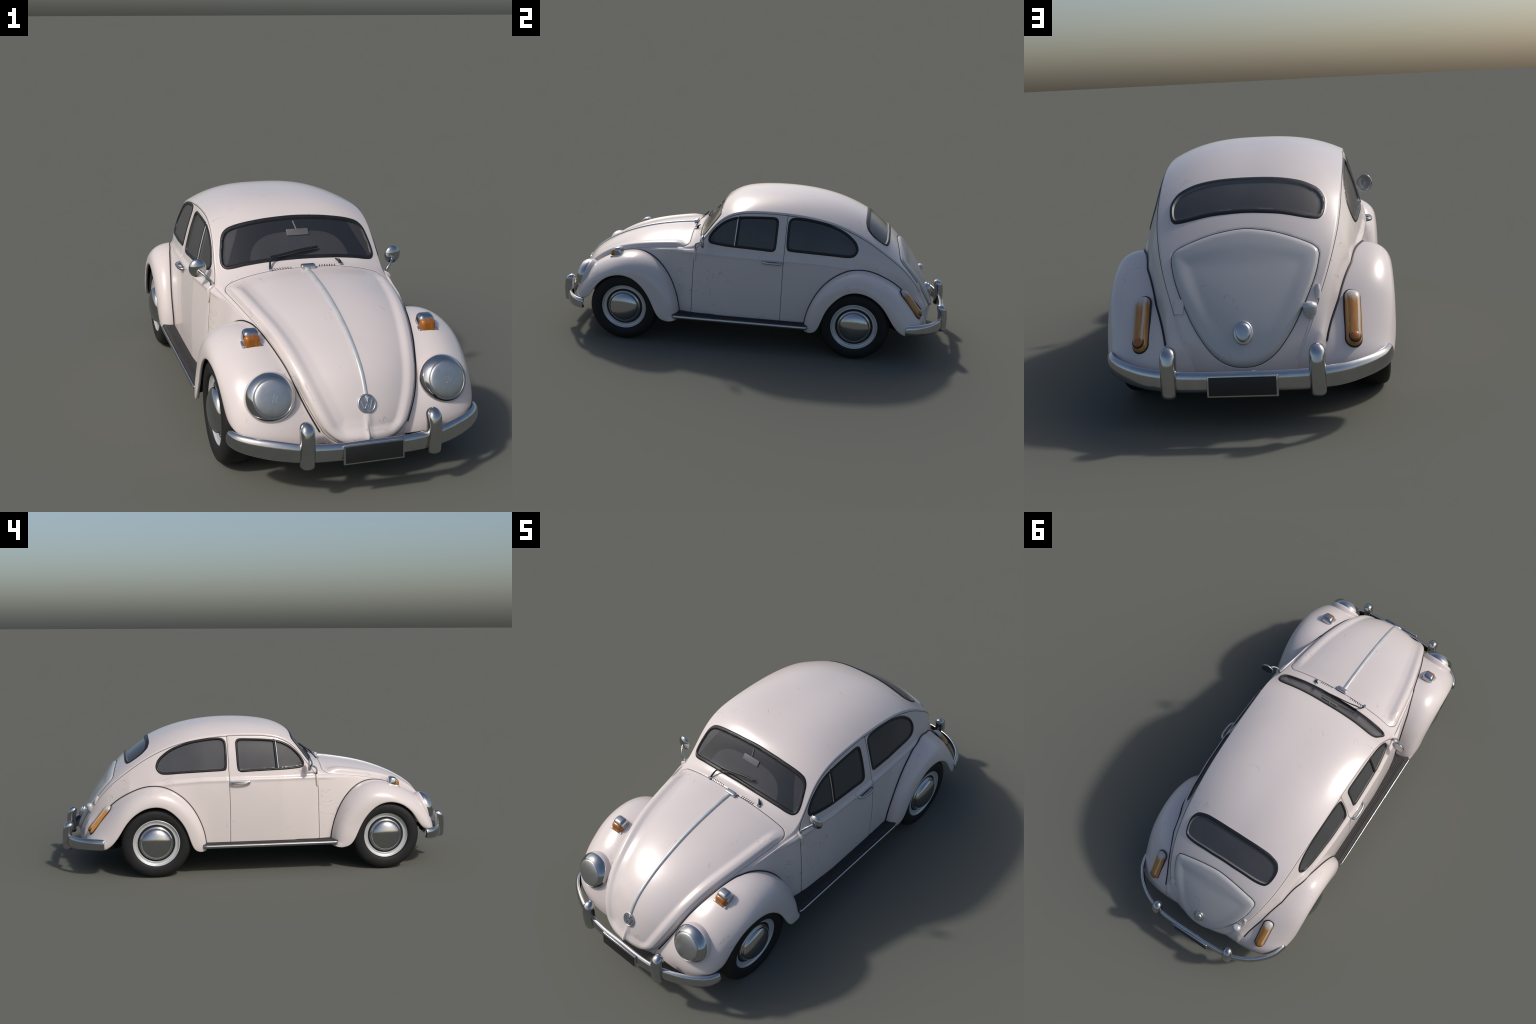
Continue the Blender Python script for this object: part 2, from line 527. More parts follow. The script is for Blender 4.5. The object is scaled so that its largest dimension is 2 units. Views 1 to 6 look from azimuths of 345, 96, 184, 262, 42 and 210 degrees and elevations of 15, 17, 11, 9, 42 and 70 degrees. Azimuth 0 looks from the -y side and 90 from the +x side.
# full symmetric mesh
def build_body_bm():
    bm = bmesh.new()
    lay = {k: bm.verts.layers.float.new(k) for k in FIELDS}
    nl = bm.verts.layers.float_vector.new("nrm")
    ids = {}
    for i in range(NS):
        for side in (1, -1):
            for j in range(NL):
                if j == 0 and side == -1:
                    ids[(i, 0, -1)] = ids[(i, 0, 1)]
                    continue
                k = i * NL + j
                q = flat[k] + (flatN[k] * left_extra[k] if side == -1 else 0)
                v = bm.verts.new((q[0] * side, q[1], q[2]))
                for f in FIELDS:
                    v[lay[f]] = F[f][k]
                v[nl] = Vector((flatN[k, 0] * side, flatN[k, 1], flatN[k, 2]))
                ids[(i, j, side)] = v
    for i in range(NS - 1):
        for j in range(NL - 1):
            for side in (1, -1):
                q = [ids[(i, j, side)], ids[(i, j + 1, side)], ids[(i + 1, j + 1, side)], ids[(i + 1, j, side)]]
                if side == 1:
                    q = q[::-1]
                bm.faces.new(q)
    bm.normal_update()
    # make sure faces look outward (check a roof face)
    top = max(bm.faces, key=lambda f: f.calc_center_median().z)
    if top.normal.z < 0:
        bmesh.ops.reverse_faces(bm, faces=bm.faces)
    return bm, lay, nl

def iso_cut(bm, L, level):
    """insert an exact edge line where the vertex field equals 'level'"""
    eps = 2e-5
    crossing = []
    for e in bm.edges:
        a, b = e.verts
        fa, fb = a[L] - level, b[L] - level
        if abs(fa) > 0.3 or abs(fb) > 0.3:
            continue
        if (fa < -eps and fb > eps) or (fa > eps and fb < -eps):
            crossing.append((e, a, fa / (fa - fb)))
    new = []
    for e, a, t in crossing:
        if t < 0.04:      # snap near-coincident crossings instead of making slivers
            t = 0.04
        elif t > 0.96:
            t = 0.96
        ne, nv = bmesh.utils.edge_split(e, a, t)
        nv[L] = level
        new.append(nv)
    faces = set()
    for v in new:
        faces.update(v.link_faces)
    for f in list(faces):
        on = [v for v in f.verts if abs(v[L] - level) <= eps]
        if len(on) == 2:
            a, b = on
            if not any(b in e.verts for e in a.link_edges if e in f.edges):
                try:
                    bmesh.utils.face_split(f, a, b)
                except ValueError:
                    pass

GAP = 0.0011
bm, lay, nl = build_body_bm()
for name in ("hood", "lid", "door"):
    for lv in (-0.0045, -GAP, GAP, 0.0045):
        iso_cut(bm, lay[name], lv)
for name in ("ws", "rw", "qwin", "dwin"):
    for lv in (0.003, 0.0, -0.004, -0.009, -0.012):
        iso_cut(bm, lay[name], lv)
for name in ("well_f", "well_r"):
    iso_cut(bm, lay[name], 0.0)

# relief that follows the panel outlines
SEALPROF = [(-1.0, -.0035), (-.0121, -.0035), (-.012, -.0030), (-.009, .0025), (-.004, .0032), (0.0, .0003), (.003, 0.0), (10, 0.0)]
sx_, sy_ = zip(*SEALPROF)
for v in bm.verts:
    h = 0.0
    for name in ("hood", "lid", "door"):
        f = abs(v[lay[name]])
        if f < 0.0045:
            h -= 0.0016 * (1 - f / 0.0045)
    fl = v[lay["lid"]]
    if fl < 0:
        d = -fl
        h += 0.0085 * float(smoothstep(-0.002, 0.011, d)) - 0.0040 * float(smoothstep(0.020, 0.060, d)) * float(smoothstep(.50, .43, v.co.z))
        # pressed lower bulge of the lid
    for name in ("ws", "rw", "qwin", "dwin"):
        f = v[lay[name]]
        if f < 0.003:
            h += float(np.interp(f, sx_, sy_))
    v.co += v[nl] * h

def classify(f):
    m = {k: sum(v[lay[k]] for v in f.verts) / len(f.verts) for k in FIELDS}
    right = f.calc_center_median().x > 0
    if m["well_f"] < 0 or m["well_r"] < 0:
        return None
    for k, nm in (("ws", "windshield"), ("rw", "rear_window"), ("qwin", "quarter_window"), ("dwin", "door_window")):
        if m[k] < 0:
            side = "" if k in ("ws", "rw") else ("R" if right else "L")
            if m[k] > -.009 or (m[k] > -.012 and k != "rw"):
                return "window_seal|" + nm + side
            if m[k] > -.012:
                return "window_trim|" + nm + side
            return nm + "|" + side
    if m["hood"] < GAP:
        return "hood|" if m["hood"] < -GAP else None
    if m["lid"] < GAP:
        return "engine_lid|" if m["lid"] < -GAP else None
    if m["door"] < GAP:
        return ("door|" + ("R" if right else "L")) if m["door"] < -GAP else None
    return "body_shell|"

groups = {}
bm.faces.index_update()
for f in bm.faces:
    groups.setdefault(classify(f), []).append(f)
PARTS = {}
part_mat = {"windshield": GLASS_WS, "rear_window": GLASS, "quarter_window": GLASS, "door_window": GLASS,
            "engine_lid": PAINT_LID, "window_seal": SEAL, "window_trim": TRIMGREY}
order = sorted(k for k in groups if k)
for key in [k for k in order if not k.startswith("window_")] + [k for k in order if k.startswith("window_")]:
    nm, tag = key.split("|")
    vs, fs, idx = [], [], {}
    for f in groups[key]:
        q = []
        for v in f.verts:
            if v not in idx:
                idx[v] = len(vs)
                vs.append(v.co.copy())
            q.append(idx[v])
        fs.append(q)
    parent = root
    if nm.startswith("window_") or (nm == "door_window"):
        parent = PARTS.get(("door|" + tag) if nm == "door_window" else (tag[:-1] + "|" + tag[-1] if tag[-1] in "RL" else tag + "|"), root)
        if nm != "door_window" and tag.startswith("door_window"):
            parent = PARTS.get("door|" + tag[-1], root)
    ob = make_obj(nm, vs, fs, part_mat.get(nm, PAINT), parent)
    PARTS[key] = ob
bm.free()

# dark inner shell a few millimetres behind the outer skin closes the panel gaps
lv, lf, lid_ = [], [], {}
Gi = G0 - Nrm * 0.0065
step_i = list(range(0, NS, 2))
step_j = list(range(0, NL, 2))
for a, i in enumerate(step_i):
    for b_, j in enumerate(step_j):
        for side in (1, -1):
            lid_[(a, b_, side)] = len(lv)
            p = Gi[i, j]
            lv.append((p[0] * side, p[1], p[2]))
for a in range(len(step_i) - 1):
    for b_ in range(len(step_j) - 1):
        pc = Gi[step_i[a], step_j[b_]]
        if step_j[b_] >= NT and min(math.hypot(pc[1] - w[0], pc[2] - w[1]) for w in (WHEEL_F, WHEEL_R)) < .225:
            continue
        for side in (1, -1):
            lf.append((lid_[(a, b_, side)], lid_[(a, b_ + 1, side)], lid_[(a + 1, b_ + 1, side)], lid_[(a + 1, b_, side)]))
inner = make_obj("inner_shell", lv, lf, BLACK)

# BVH of the base skin for seating parts
gv, gf = [], []
for i in range(NS):
    for j in range(NL):
        gv.append(Vector(G[i, j]))
for i in range(NS - 1):
    for j in range(NL - 1):
        gf.append((i * NL + j, i * NL + j + 1, (i + 1) * NL + j + 1, (i + 1) * NL + j))
BVH = BVHTree.FromPolygons(gv, gf)
def body_x(y, z, default=0.3):
    hit = BVH.ray_cast(Vector((1, y, z)), Vector((-1, 0, 0)))
    return hit[0].x if hit[0] is not None else default
def body_top(x, y):
    hit = BVH.ray_cast(Vector((abs(x), y, 1.2)), Vector((0, 0, -1)))
    return hit[0], hit[1] * (1 if hit[1].z > 0 else -1)

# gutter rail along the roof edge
sel = (s_par < 28.6) & (SEAM[:, 1] > .172)
for side in (1, -1):
    tube("roof_seam", SEAM[sel] * (side, 1, 1), [.0013, .0013, .0013, .0012, .0006], SEAL, seg=6)
# twin pressed seams running down the tail panel
for side in (1, -1):
    for off in (0.0, 0.008):
        pth = catmull([(.205 + off, .835, .352), (.186 + off, .868, .298), (.163 + off, .893, .240), (.140 + off, .902, .186)], 8)
        pts = []
        for p in pth:
            hit = BVH.ray_cast(Vector((p[0], 1.3, p[2])), Vector((0, -1, 0)))
            pts.append((p[0] * side, hit[0].y if hit[0] is not None else p[1], p[2]))
        tube("panel_seam", pts, [.0006, .0016, .0016, .0006], PAINT, seg=6)

# floor and wheel wells
fl_y = np.linspace(-.79, .87, 40)
fv, ff = [], []
for y in fl_y:
    w = np.interp(y, FLANK[:, 0], FLANK[:, 4]) - .006
    if min(abs(y - WHEEL_F[0]), abs(y - WHEEL_R[0])) < .20:
        w = min(w, .235)
    fv += [(-w, y, .152), (w, y, .152), (w * .9, y, .118), (-w * .9, y, .118)]
for i in range(len(fl_y) - 1):
    for k in range(4):
        k2 = (k + 1) % 4
        ff.append((i * 4 + k, i * 4 + k2, i * 4 + 4 + k2, i * 4 + 4 + k))
ff += [(0, 1, 2, 3), tuple(len(fv) - 4 + k for k in (3, 2, 1, 0))]
make_obj("floor_pan", fv, ff, BLACK, smooth=False)
for w in (WHEEL_F, WHEEL_R):
    for side in (1, -1):
        vv, fc = [], []
        n = 40
        for k in range(n + 1):
            a = math.radians(6 + 168 * k / n)
            for xx, r in ((.215, .216), (.335, .216)):
                vv.append((xx * side, w[0] + r * math.cos(a), w[1] + r * math.sin(a)))
        for k in range(n):
            fc.append((2 * k, 2 * k + 1, 2 * k + 3, 2 * k + 2))
        fc.append(tuple(2 * k for k in range(n + 1)))
        make_obj("wheel_well", vv, fc, BLACK, smooth=False)

# ------------------------------------------------------------------ fenders
# each row: inner join (x, y, z), outer lip (x, y, z), section power, crown bulge
FENDER_FRONT = [
    (.356, -.350, .126, .418, -.394, .1210, 2.6, .000),
    (.356, -.352, .150, .423, -.435, .1290, 2.7, .000),
    (.356, -.357, .190, .426, -.458, .1680, 2.8, .000),
    (.355, -.372, .251, .423, -.476, .2110, 2.8, .000),
    (.350, -.397, .311, .423, -.500, .2610, 2.7, .000),
    (.343, -.427, .359, .423, -.536, .3060, 2.6, .000),
    (.330, -.469, .403, .422, -.574, .3330, 2.5, .000),
    (.312, -.512, .427, .421, -.600, .3420, 2.4, .001),
    (.293, -.555, .439, .420, -.625, .3470, 2.2, .003),
    (.272, -.602, .438, .419, -.650, .3465, 2.2, .006),
    (.256, -.650, .427, .417, -.680, .3410, 2.2, .009),
    (.241, -.695, .410, .414, -.714, .3270, 2.2, .011),
    (.228, -.742, .389, .411, -.748, .3010, 2.2, .012),
    (.212, -.797, .354, .408, -.772, .2720, 2.5, .013),
    (.196, -.840, .310, .405, -.787, .2480, 2.6, .014),
    (.178, -.874, .262, .402, -.802, .2260, 2.7, .013),
    (.158, -.897, .218, .396, -.820, .2060, 2.7, .010),
    (.138, -.911, .184, .382, -.840, .1920, 2.6, .006),
    (.130, -.916, .158, .362, -.860, .1840, 2.6, .003)]
FENDER_REAR = [
    (.358, .284, .126, .405, .318, .1210, 2.6, .000),
    (.358, .286, .150, .414, .346, .1290, 2.7, .000),
    (.358, .294, .207, .420, .366, .1750, 2.8, .000),
    (.356, .314, .265, .422, .380, .2250, 2.8, .000),
    (.353, .343, .323, .424, .403, .2710, 2.7, .000),
    (.349, .383, .374, .425, .440, .3150, 2.6, .000),
    (.343, .434, .414, .426, .479, .3440, 2.5, .000),
    (.335, .486, .438, .426, .515, .3560, 2.5, .000),
    (.325, .541, .446, .426, .550, .3570, 2.5, .001),
    (.314, .600, .434, .426, .590, .3490, 2.4, .000),
    (.302, .660, .409, .426, .630, .3270, 2.25, .000),
    (.283, .721, .371, .426, .664, .2970, 2.1, .000),
    (.261, .768, .326, .425, .690, .2630, 1.95, .000),
    (.241, .814, .284, .424, .712, .2240, 1.85, .000),
    (.222, .854, .240, .420, .738, .1850, 1.8, .000),
    (.205, .882, .195, .412, .768, .1550, 1.95, .000),
    (.194, .892, .160, .400, .796, .1430, 2.1, .000),
    (.188, .893, .142, .376, .832, .1500, 2.1, .000)]

def fender_surface(rows, wheel, n_t=150, n_p=40):
    R = bspline(np.array(rows), np.linspace(0, len(rows) - 1, n_t))
    phi = np.linspace(0, math.pi / 2, 160)
    grid, join = [], []
    for r in R:
        I, O, p, bl = r[0:3].copy(), r[3:6], r[6], r[7]
        on_body = body_x(I[1], I[2], I[0])
        if abs(on_body - I[0]) < .03:
            I[0] = on_body
        join.append(I.copy())
        I[0] -= 0.010
        rad = np.array((0, I[1] - wheel[0], I[2] - wheel[1]))
        rad /= np.linalg.norm(rad)
        c, sn = np.cos(phi) ** (2 / p), np.sin(phi) ** (2 / p)
        P = np.empty((len(phi), 3))
        P[:, 0] = I[0] + (O[0] - I[0]) * sn
        for k in (1, 2):
            P[:, k] = O[k] + (I[k] - O[k]) * c
        P += rad * (bl * np.sin(math.pi * sn) * (c > 0))[:, None]
        P = resample(P, n_p)
        # rolled lip turning inward under the arch
        radO = np.array((0, O[1] - wheel[0], O[2] - wheel[1]))
        radO /= np.linalg.norm(radO)
        roll = [O + radO * a + np.array((b, 0, 0)) for a, b in ((-.002, -.002), (-.0025, -.006), (.001, -.011), (.008, -.014))]
        grid.append(np.vstack([P, roll]))
    return np.array(grid), np.array(join)

FENDERS = []
def grid_faces(n, m, flip):
    fs = []
    for i in range(n - 1):
        for j in range(m - 1):
            q = (i * m + j, i * m + j + 1, (i + 1) * m + j + 1, (i + 1) * m + j)
            fs.append(q[::-1] if flip else q)
    return fs

def outward_flip(grid, centre):
    i, j = grid.shape[0] // 2, grid.shape[1] // 3
    n = np.cross(grid[i, j + 1] - grid[i, j], grid[i + 1, j] - grid[i, j])
    return n @ (grid[i, j] - np.array(centre)) < 0

for rows, wheel, name in ((FENDER_FRONT, WHEEL_F, "fender"), (FENDER_REAR, WHEEL_R, "fender")):
    grid, join = fender_surface(rows, wheel)
    n, m = grid.shape[:2]
    fl = outward_flip(grid, (0.25, wheel[0], wheel[1]))
    FENDERS.append(BVHTree.FromPolygons([Vector(p) for p in grid.reshape(-1, 3)], grid_faces(n, m, fl)))
    for side in (1, -1):
        vs = grid.reshape(-1, 3) * (side, 1, 1)
        ob = make_obj(name, vs, grid_faces(n, m, fl if side == 1 else not fl), [PAINT, BLACK])
        so = ob.modifiers.new("thickness", 'SOLIDIFY')
        so.thickness = 0.005
        so.offset = -1
        so.material_offset = 1
        so.material_offset_rim = 0
        # rubber beading squeezed between fender and body
        jb = join * (side, 1, 1)
        k0, k1 = (4, n - 10) if rows is FENDER_FRONT else (4, int(n * .845))
        tube("fender_beading", jb[k0:k1] + np.array((0.0015 * side, 0, 0.001)), .0032, SEAL, ob, seg=8)

def fender_hit(which, origin, direction):
    h = FENDERS[which].ray_cast(Vector(origin), Vector(direction).normalized())
    return h[0], h[1]

# ------------------------------------------------------------------ running boards
for side in (1, -1):
    y0, y1 = -.372, .305
    ys = np.linspace(y0, y1, 50)
    prof = [(.335, .138), (.335, .1575), (.345, .1590), (.400, .1575), (.4115, .1560), (.4135, .150), (.4115, .141), (.400, .138)]
    vs, fs = [], []
    k = len(prof)
    for y in ys:
        sh = 0.5 * (1 - smoothstep(y0, y0 + .02, y)) + 0.5 * (1 - smoothstep(y1, y1 - .02, y)) if False else 0
        vs += [(px * side, y, pz) for px, pz in prof]
    for i in range(len(ys) - 1):
        for j in range(k):
            j2 = (j + 1) % k
            q = (i * k + j, i * k + j2, (i + 1) * k + j2, (i + 1) * k + j)
            fs.append(q if side == 1 else q[::-1])
    fs += [tuple(range(k)), tuple((len(ys) - 1) * k + j for j in range(k))[::-1]]
    rb = make_obj("running_board", vs, fs, MAT_RUBBER, smooth=True, angle=35)
    # long ribs of the rubber mat
    for xr in np.linspace(.362, .398, 5):
        tube("mat_rib", [(xr * side, y0 + .02, .1586), (xr * side, y1 - .02, .1586)], .0016, MAT_RUBBER, rb, seg=6)
    path = catmull([(.409, y0 + .001, .147), (.4155, y0 + .012, .147), (.4165, y0 + .05, .147), (.4165, 0, .147), (.4165, y1 - .05, .147),
                    (.4155, y1 - .012, .147), (.409, y1 - .001, .147)], 8) * (side, 1, 1)
    tube("trim_strip", path, [.0036, .0042, .0042, .0042, .0036], CHROME, rb, seg=12, flat=1.9, up=(0, 0, 1))

# ------------------------------------------------------------------ wheels
TYRE_PROFILE = [(.100, -.050), (.118, -.056), (.140, -.057), (.158, -.051), (.168, -.041), (.1715, -.028), (.172, -.012), (.172, .012), (.1715, .028),
                (.168, .038), (.160, .046), (.146, .0505), (.130, .0505), (.119, .0475), (.115, .043), (.112, .036)]
RIM_PROFILE = [(.1145, .040), (.1155, .0455), (.114, .0475), (.111, .0470), (.106, .0420), (.099, .0395), (.094, .0400), (.0915, .037), (.090, .028), (.060, .026)]
HUB_PROFILE = [(.0835, .026), (.0840, .038), (.0815, .0430), (.0785, .0450), (.0760, .0455)] + \
    [(.0745 * math.cos(a), .0465 + .0285 * math.sin(a) ** 1.0) for a in np.linspace(.06, math.pi / 2 - .001, 18)]
def smooth_profile(P, n=3):
    return [tuple(p) for p in catmull(P, n)]
tv, tf = revolve(smooth_profile(TYRE_PROFILE, 4), 96)
rv, rf = revolve(smooth_profile(RIM_PROFILE, 4), 96)
hv, hf = revolve(HUB_PROFILE, 72)
mesh_cache = {}
def shared(name, vs, fs, mat, parent):
    if name not in mesh_cache:
        ob = make_obj(name, vs, fs, mat, parent, True, 60)
        mesh_cache[name] = ob.data
        return ob
    ob = bpy.data.objects.new(name, mesh_cache[name])
    COL.objects.link(ob)
    ob.parent = parent
    return ob
HUB_X = .3585
for wy, wz in (WHEEL_F, WHEEL_R):
    for side in (1, -1):
        w = bpy.data.objects.new("wheel", None)
        COL.objects.link(w)
        w.parent = root
        w.matrix_local = frame(((HUB_X - (.011 if wy < 0 else 0)) * side, wy, wz), (side, 0, 0))
        shared("tyre", tv, tf, RUBBER, w).location.z = .009 if wy < 0 else 0
        shared("rim", rv, rf, RIMMETAL, w)
        if "rim_groove" not in mesh_cache:
            gvv, gff = revolve([(.0935, .0385), (.092, .0375), (.088, .0372), (.084, .0375)], 72)
        shared("rim_groove", gvv, gff, SEAL, w)
        shared("hubcap", hv, hf, CHROME, w)
        # brake drum / axle stub behind the rim
        if "brake_drum" not in mesh_cache:
            bvv, bff = revolve([(.001, .030), (.095, .030), (.1, .02), (.1, -.045), (.001, -.045)], 32)
        shared("brake_drum", bvv, bff, BLACK, w)

# ------------------------------------------------------------------ bumpers
BLADE = [(-.0085, .46), (-.005, .50), (.000, .475), (.0062, .37), (.0095, .20), (.0105, 0), (.0095, -.22), (.0062, -.38), (.000, -.48), (-.005, -.50), (-.0085, -.46), (-.004, -.30), (.0015, 0), (-.004, .30)]
def bumper(path, end_sign):
    """path rows: x, y, z centre, height (centre outward, mirrored)"""
    half = catmull(np.array(path), 10)
    full = np.vstack([half[::-1] * (-1, 1, 1, 1), half[1:]])
    xy = full[:, :2]
    tan = np.gradient(xy, axis=0)
    tan /= np.linalg.norm(tan, axis=1)[:, None]
    nrm = np.column_stack([tan[:, 1], -tan[:, 0]])
    nrm *= np.sign((nrm @ np.array((0, end_sign))).sum())
    d = np.r_[0, np.cumsum(np.linalg.norm(np.diff(xy, axis=0), axis=1))]
    dist_end = np.minimum(d, d[-1] - d)
    pr = catmull(BLADE + BLADE[:1], 3)[:-1]
    k = len(pr)
    vs, fs = [], []
    for i in range(len(full)):
        e = min(1.0, dist_end[i] / .020)
        sc = math.sqrt(max(0.0, 1 - (1 - e) ** 2)) * .22 + .78
        for nx, hz in pr:
            vs.append((full[i, 0] + nrm[i, 0] * nx * sc, full[i, 1] + nrm[i, 1] * nx * sc, full[i, 2] + hz * full[i, 3] * sc))
    for i in range(len(full) - 1):
        for j in range(k):
            j2 = (j + 1) % k
            q = (i * k + j, i * k + j2, (i + 1) * k + j2, (i + 1) * k + j)
            fs.append(q if end_sign < 0 else q[::-1])
    fs += [tuple(range(k)), tuple((len(full) - 1) * k + j for j in range(k))]
    return make_obj("bumper", vs, fs, CHROME, root, True, 70)

def guard(parent, x, sgn):
    """upright over-rider: rounded bar, slightly bowed"""
    zs = np.r_[np.linspace(.113, .128, 6), np.linspace(.140, .225, 10), .230 + .024 * np.sin(np.linspace(0, math.pi / 2, 9))]
    vs, fs = [], []
    k = 24
    for z in zs:
        top = max(0.0, (z - .230) / .024)
        bot = max(0.0, (.126 - z) / .0135)
        sc = math.sqrt(max(0.0, 1 - min(1, top) ** 2)) if top > 0 else (math.sqrt(max(0.05, 1 - .8 * bot ** 2)) if bot > 0 else 1.0)
        yc = .968 + .006 * (1 - ((z - .170) / .075) ** 2) - .006 * smoothstep(.20, .254, z)
        for q in range(k):
            a = 2 * math.pi * q / k
            ca, sa = math.cos(a), math.sin(a)
            px = .0225 * math.copysign(abs(ca) ** .75, ca) * max(sc, .02)
            py = .0235 * math.copysign(abs(sa) ** .85, sa) * max(sc, .02)
            vs.append((x + px, sgn * (yc + py), z))
    for i in range(len(zs) - 1):
        for q in range(k):
            q2 = (q + 1) % k
            f = (i * k + q, i * k + q2, (i + 1) * k + q2, (i + 1) * k + q)
            fs.append(f if sgn > 0 else f[::-1])
    fs += [tuple(range(k))[::-1] if sgn > 0 else tuple(range(k)), tuple((len(zs) - 1) * k + q for q in range(k))]
    return make_obj("bumper_guard", vs, fs, CHROME, parent, True, 60)

def plate(parent, sgn):
    M = frame((0, sgn * .9915, .1505), (0, sgn, .10 if sgn < 0 else .10))
    rounded_box("license_plate", (.192, .060, .008), CHROME, M, .0025, parent)
    M2 = frame((0, sgn * .9945, .1507), (0, sgn, .10))
    rounded_box("plate_panel", (.181, .050, .0060), PLATE_BLACK, M2, .0015, parent)

bf = bumper([(0, -.978, .154, .056), (.10, -.978, .154, .056), (.19, -.969, .156, .058), (.27, -.947, .162, .062), (.34, -.913, .168, .060), (.385, -.875, .172, .056), (.405, -.834, .174, .053)], -1)
br = bumper([(0, .978, .158, .058), (.10, .978, .158, .058), (.19, .971, .159, .060), (.27, .947, .162, .060), (.335, .903, .167, .058), (.382, .847, .171, .056), (.404, .785, .172, .054)], 1)
for b_ob, sgn in ((bf, -1), (br, 1)):
    for x in (-.2, .2):
        guard(b_ob, x, sgn)
    plate(b_ob, sgn)

# ------------------------------------------------------------------ lamps
HEAD_PROFILE = [(.070, -.060), (.0755, -.034), (.0775, -.024), (.0775, -.014), (.0755, -.006), (.0710, .0020), (.0655, .0090), (.0615, .0128), (.0598, .0138), (.0583, .0127), (.0572, .0127)]
LENS_PROFILE = [(.0575, .0125), (.0566, .0142)] + [(.0562 * math.cos(a), .0145 + .0085 * math.sin(a)) for a in np.linspace(.05, math.pi / 2 - .001, 14)]

def emblem_marks(parent, r, z, mat, width, name="emblem_letter"):
    """V above W inside a ring, raised bars (local x-y plane)"""
    strokes = [[(-.30, .78), (0.0, .12), (.30, .78)],
               [(-.74, .42), (-.36, -.72), (0, .02), (.36, -.72), (.74, .42)]]
    for st in strokes:
        pts = []
        for a, b in zip(st[:-1], st[1:]):
            for t in np.linspace(0, 1, 6)[:-1]:
                pts.append(((a[0] + (b[0] - a[0]) * t) * r, (a[1] + (b[1] - a[1]) * t) * r, z))
        pts.append((st[-1][0] * r, st[-1][1] * r, z))
        tube(name, pts, width, mat, parent, seg=6, flat=.7, up=(0, 0, 1))

head_v, head_f = revolve(smooth_profile(HEAD_PROFILE, 3), 72)
lens_v, lens_f = revolve(LENS_PROFILE, 64)
for side in (1, -1):
    M = frame((.279 * side, -.871, .3008), (0.03 * side, -.94, .34))
    h = shared("headlamp", head_v, head_f, CHROME, root)
    h.matrix_local = M
    l = shared("headlamp_lens", lens_v, lens_f, LAMPFACE, h)
    emblem_marks(h, .017, .0224, SATIN, .0012)
    # painted bucket collar where the lamp meets the fender
    cv, cf = revolve(smooth_profile([(.058, -.095), (.072, -.070), (.0790, -.036), (.0800, -.024), (.0775, -.016)], 4), 64)
    c = shared("headlamp_collar", cv, cf, PAINT, h)

for side in (1, -1):
    hit, nr = fender_hit(0, (.294 * side if side == 1 else .294, -.690, .8), (0, 0, -1))
    zt = hit.z if hit is not None else .43
    base = (.294 * side, -.688, zt + .001)
    M = frame(base, (0, -.17, 1), (0, -1, 0))     # local y = forward
    ts = bpy.data.objects.new("turn_signal", None)
    COL.objects.link(ts)
    ts.parent = root
    ts.matrix_local = M
    rounded_box("signal_base", (.068, .062, .010), SATIN, Matrix.Translation((0, -.003, -.007)), .0045, ts)
    rounded_box("signal_housing", (.060, .050, .052), CHROME, Matrix.Translation((0, -.010, .009)), .014, ts, 5, (.84, .80))
    rounded_box("signal_lens", (.060, .046, .046), AMBER, Matrix.Translation((0, .009, .003)), .012, ts, 5, (.80, .52))

def stadium_dome(length, width, height, n=56, rings=10):
    """oblong dome: stadium outline, rounded cross profile; local y is the long axis"""
    vs, fs = [], []
    r = width / 2
    L = length / 2 - r
    for q in range(rings + 1):
        a = (q / rings) * math.pi / 2
        sc, hz = math.cos(a) ** .8, math.sin(a) ** .8 * height
        for k in range(n):
            t = 2 * math.pi * k / n
            cx, cy = math.cos(t), math.sin(t)
            vs.append((r * cx * max(sc, .001), (L * math.copysign(1, cy) * (1 if abs(cy) > 1e-6 else 0)) * (.55 + .45 * sc) + r * cy * max(sc, .001), hz))
    for q in range(rings):
        for k in range(n):
            k2 = (k + 1) % n
            fs.append((q * n + k, q * n + k2, (q + 1) * n + k2, (q + 1) * n + k))
    fs.append(tuple(rings * n + k for k in range(n)))
    fs.append(tuple(range(n))[::-1])
    return vs, fs

TL_C = np.array((.300, .806, .279))
for side in (1, -1):
    axis = Vector((0, .757 - .862, .346 - .210)).normalized()
    hp, hn = fender_hit(1, (.300 + .2 * .3, .8075 + .2 * .75, .280 + .2 * .58), (-.3, -.75, -.58))
    hn = hn if hn.y > 0 else -hn
    nrm = Vector((hn.x * side, hn.y, hn.z)).normalized()
    nrm = (nrm - axis * nrm.dot(axis)).normalized()
    org = Vector((hp.x * side, hp.y, hp.z))
    M = frame(org - nrm * .002, nrm, axis)
    sv, sf = stadium_dome(.178, .052, .006)
    t = make_obj("tail_lamp", sv, sf, SEAL, root, True, 60)
    t.matrix_local = M
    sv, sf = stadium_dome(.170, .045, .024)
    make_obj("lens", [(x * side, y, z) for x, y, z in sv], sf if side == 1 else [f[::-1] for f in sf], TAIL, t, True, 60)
    sv, sf = revolve([(.0150, .000), (.0155, .0195), (.0135, .0225), (.009, .0245), (.0005, .0252)], 40)
    ln = make_obj("round_lens", sv, sf, AMBER, t, True, 60)
    ln.location = (0, -.0605, 0.0)
    sv, sf = revolve([(.0178, .000), (.0178, .0190), (.0165, .0198), (.0150, .0190)], 40)
    ln = make_obj("lens_ring", sv, sf, SEAL, t, True, 60)
    ln.location = (0, -.0605, 0.0)

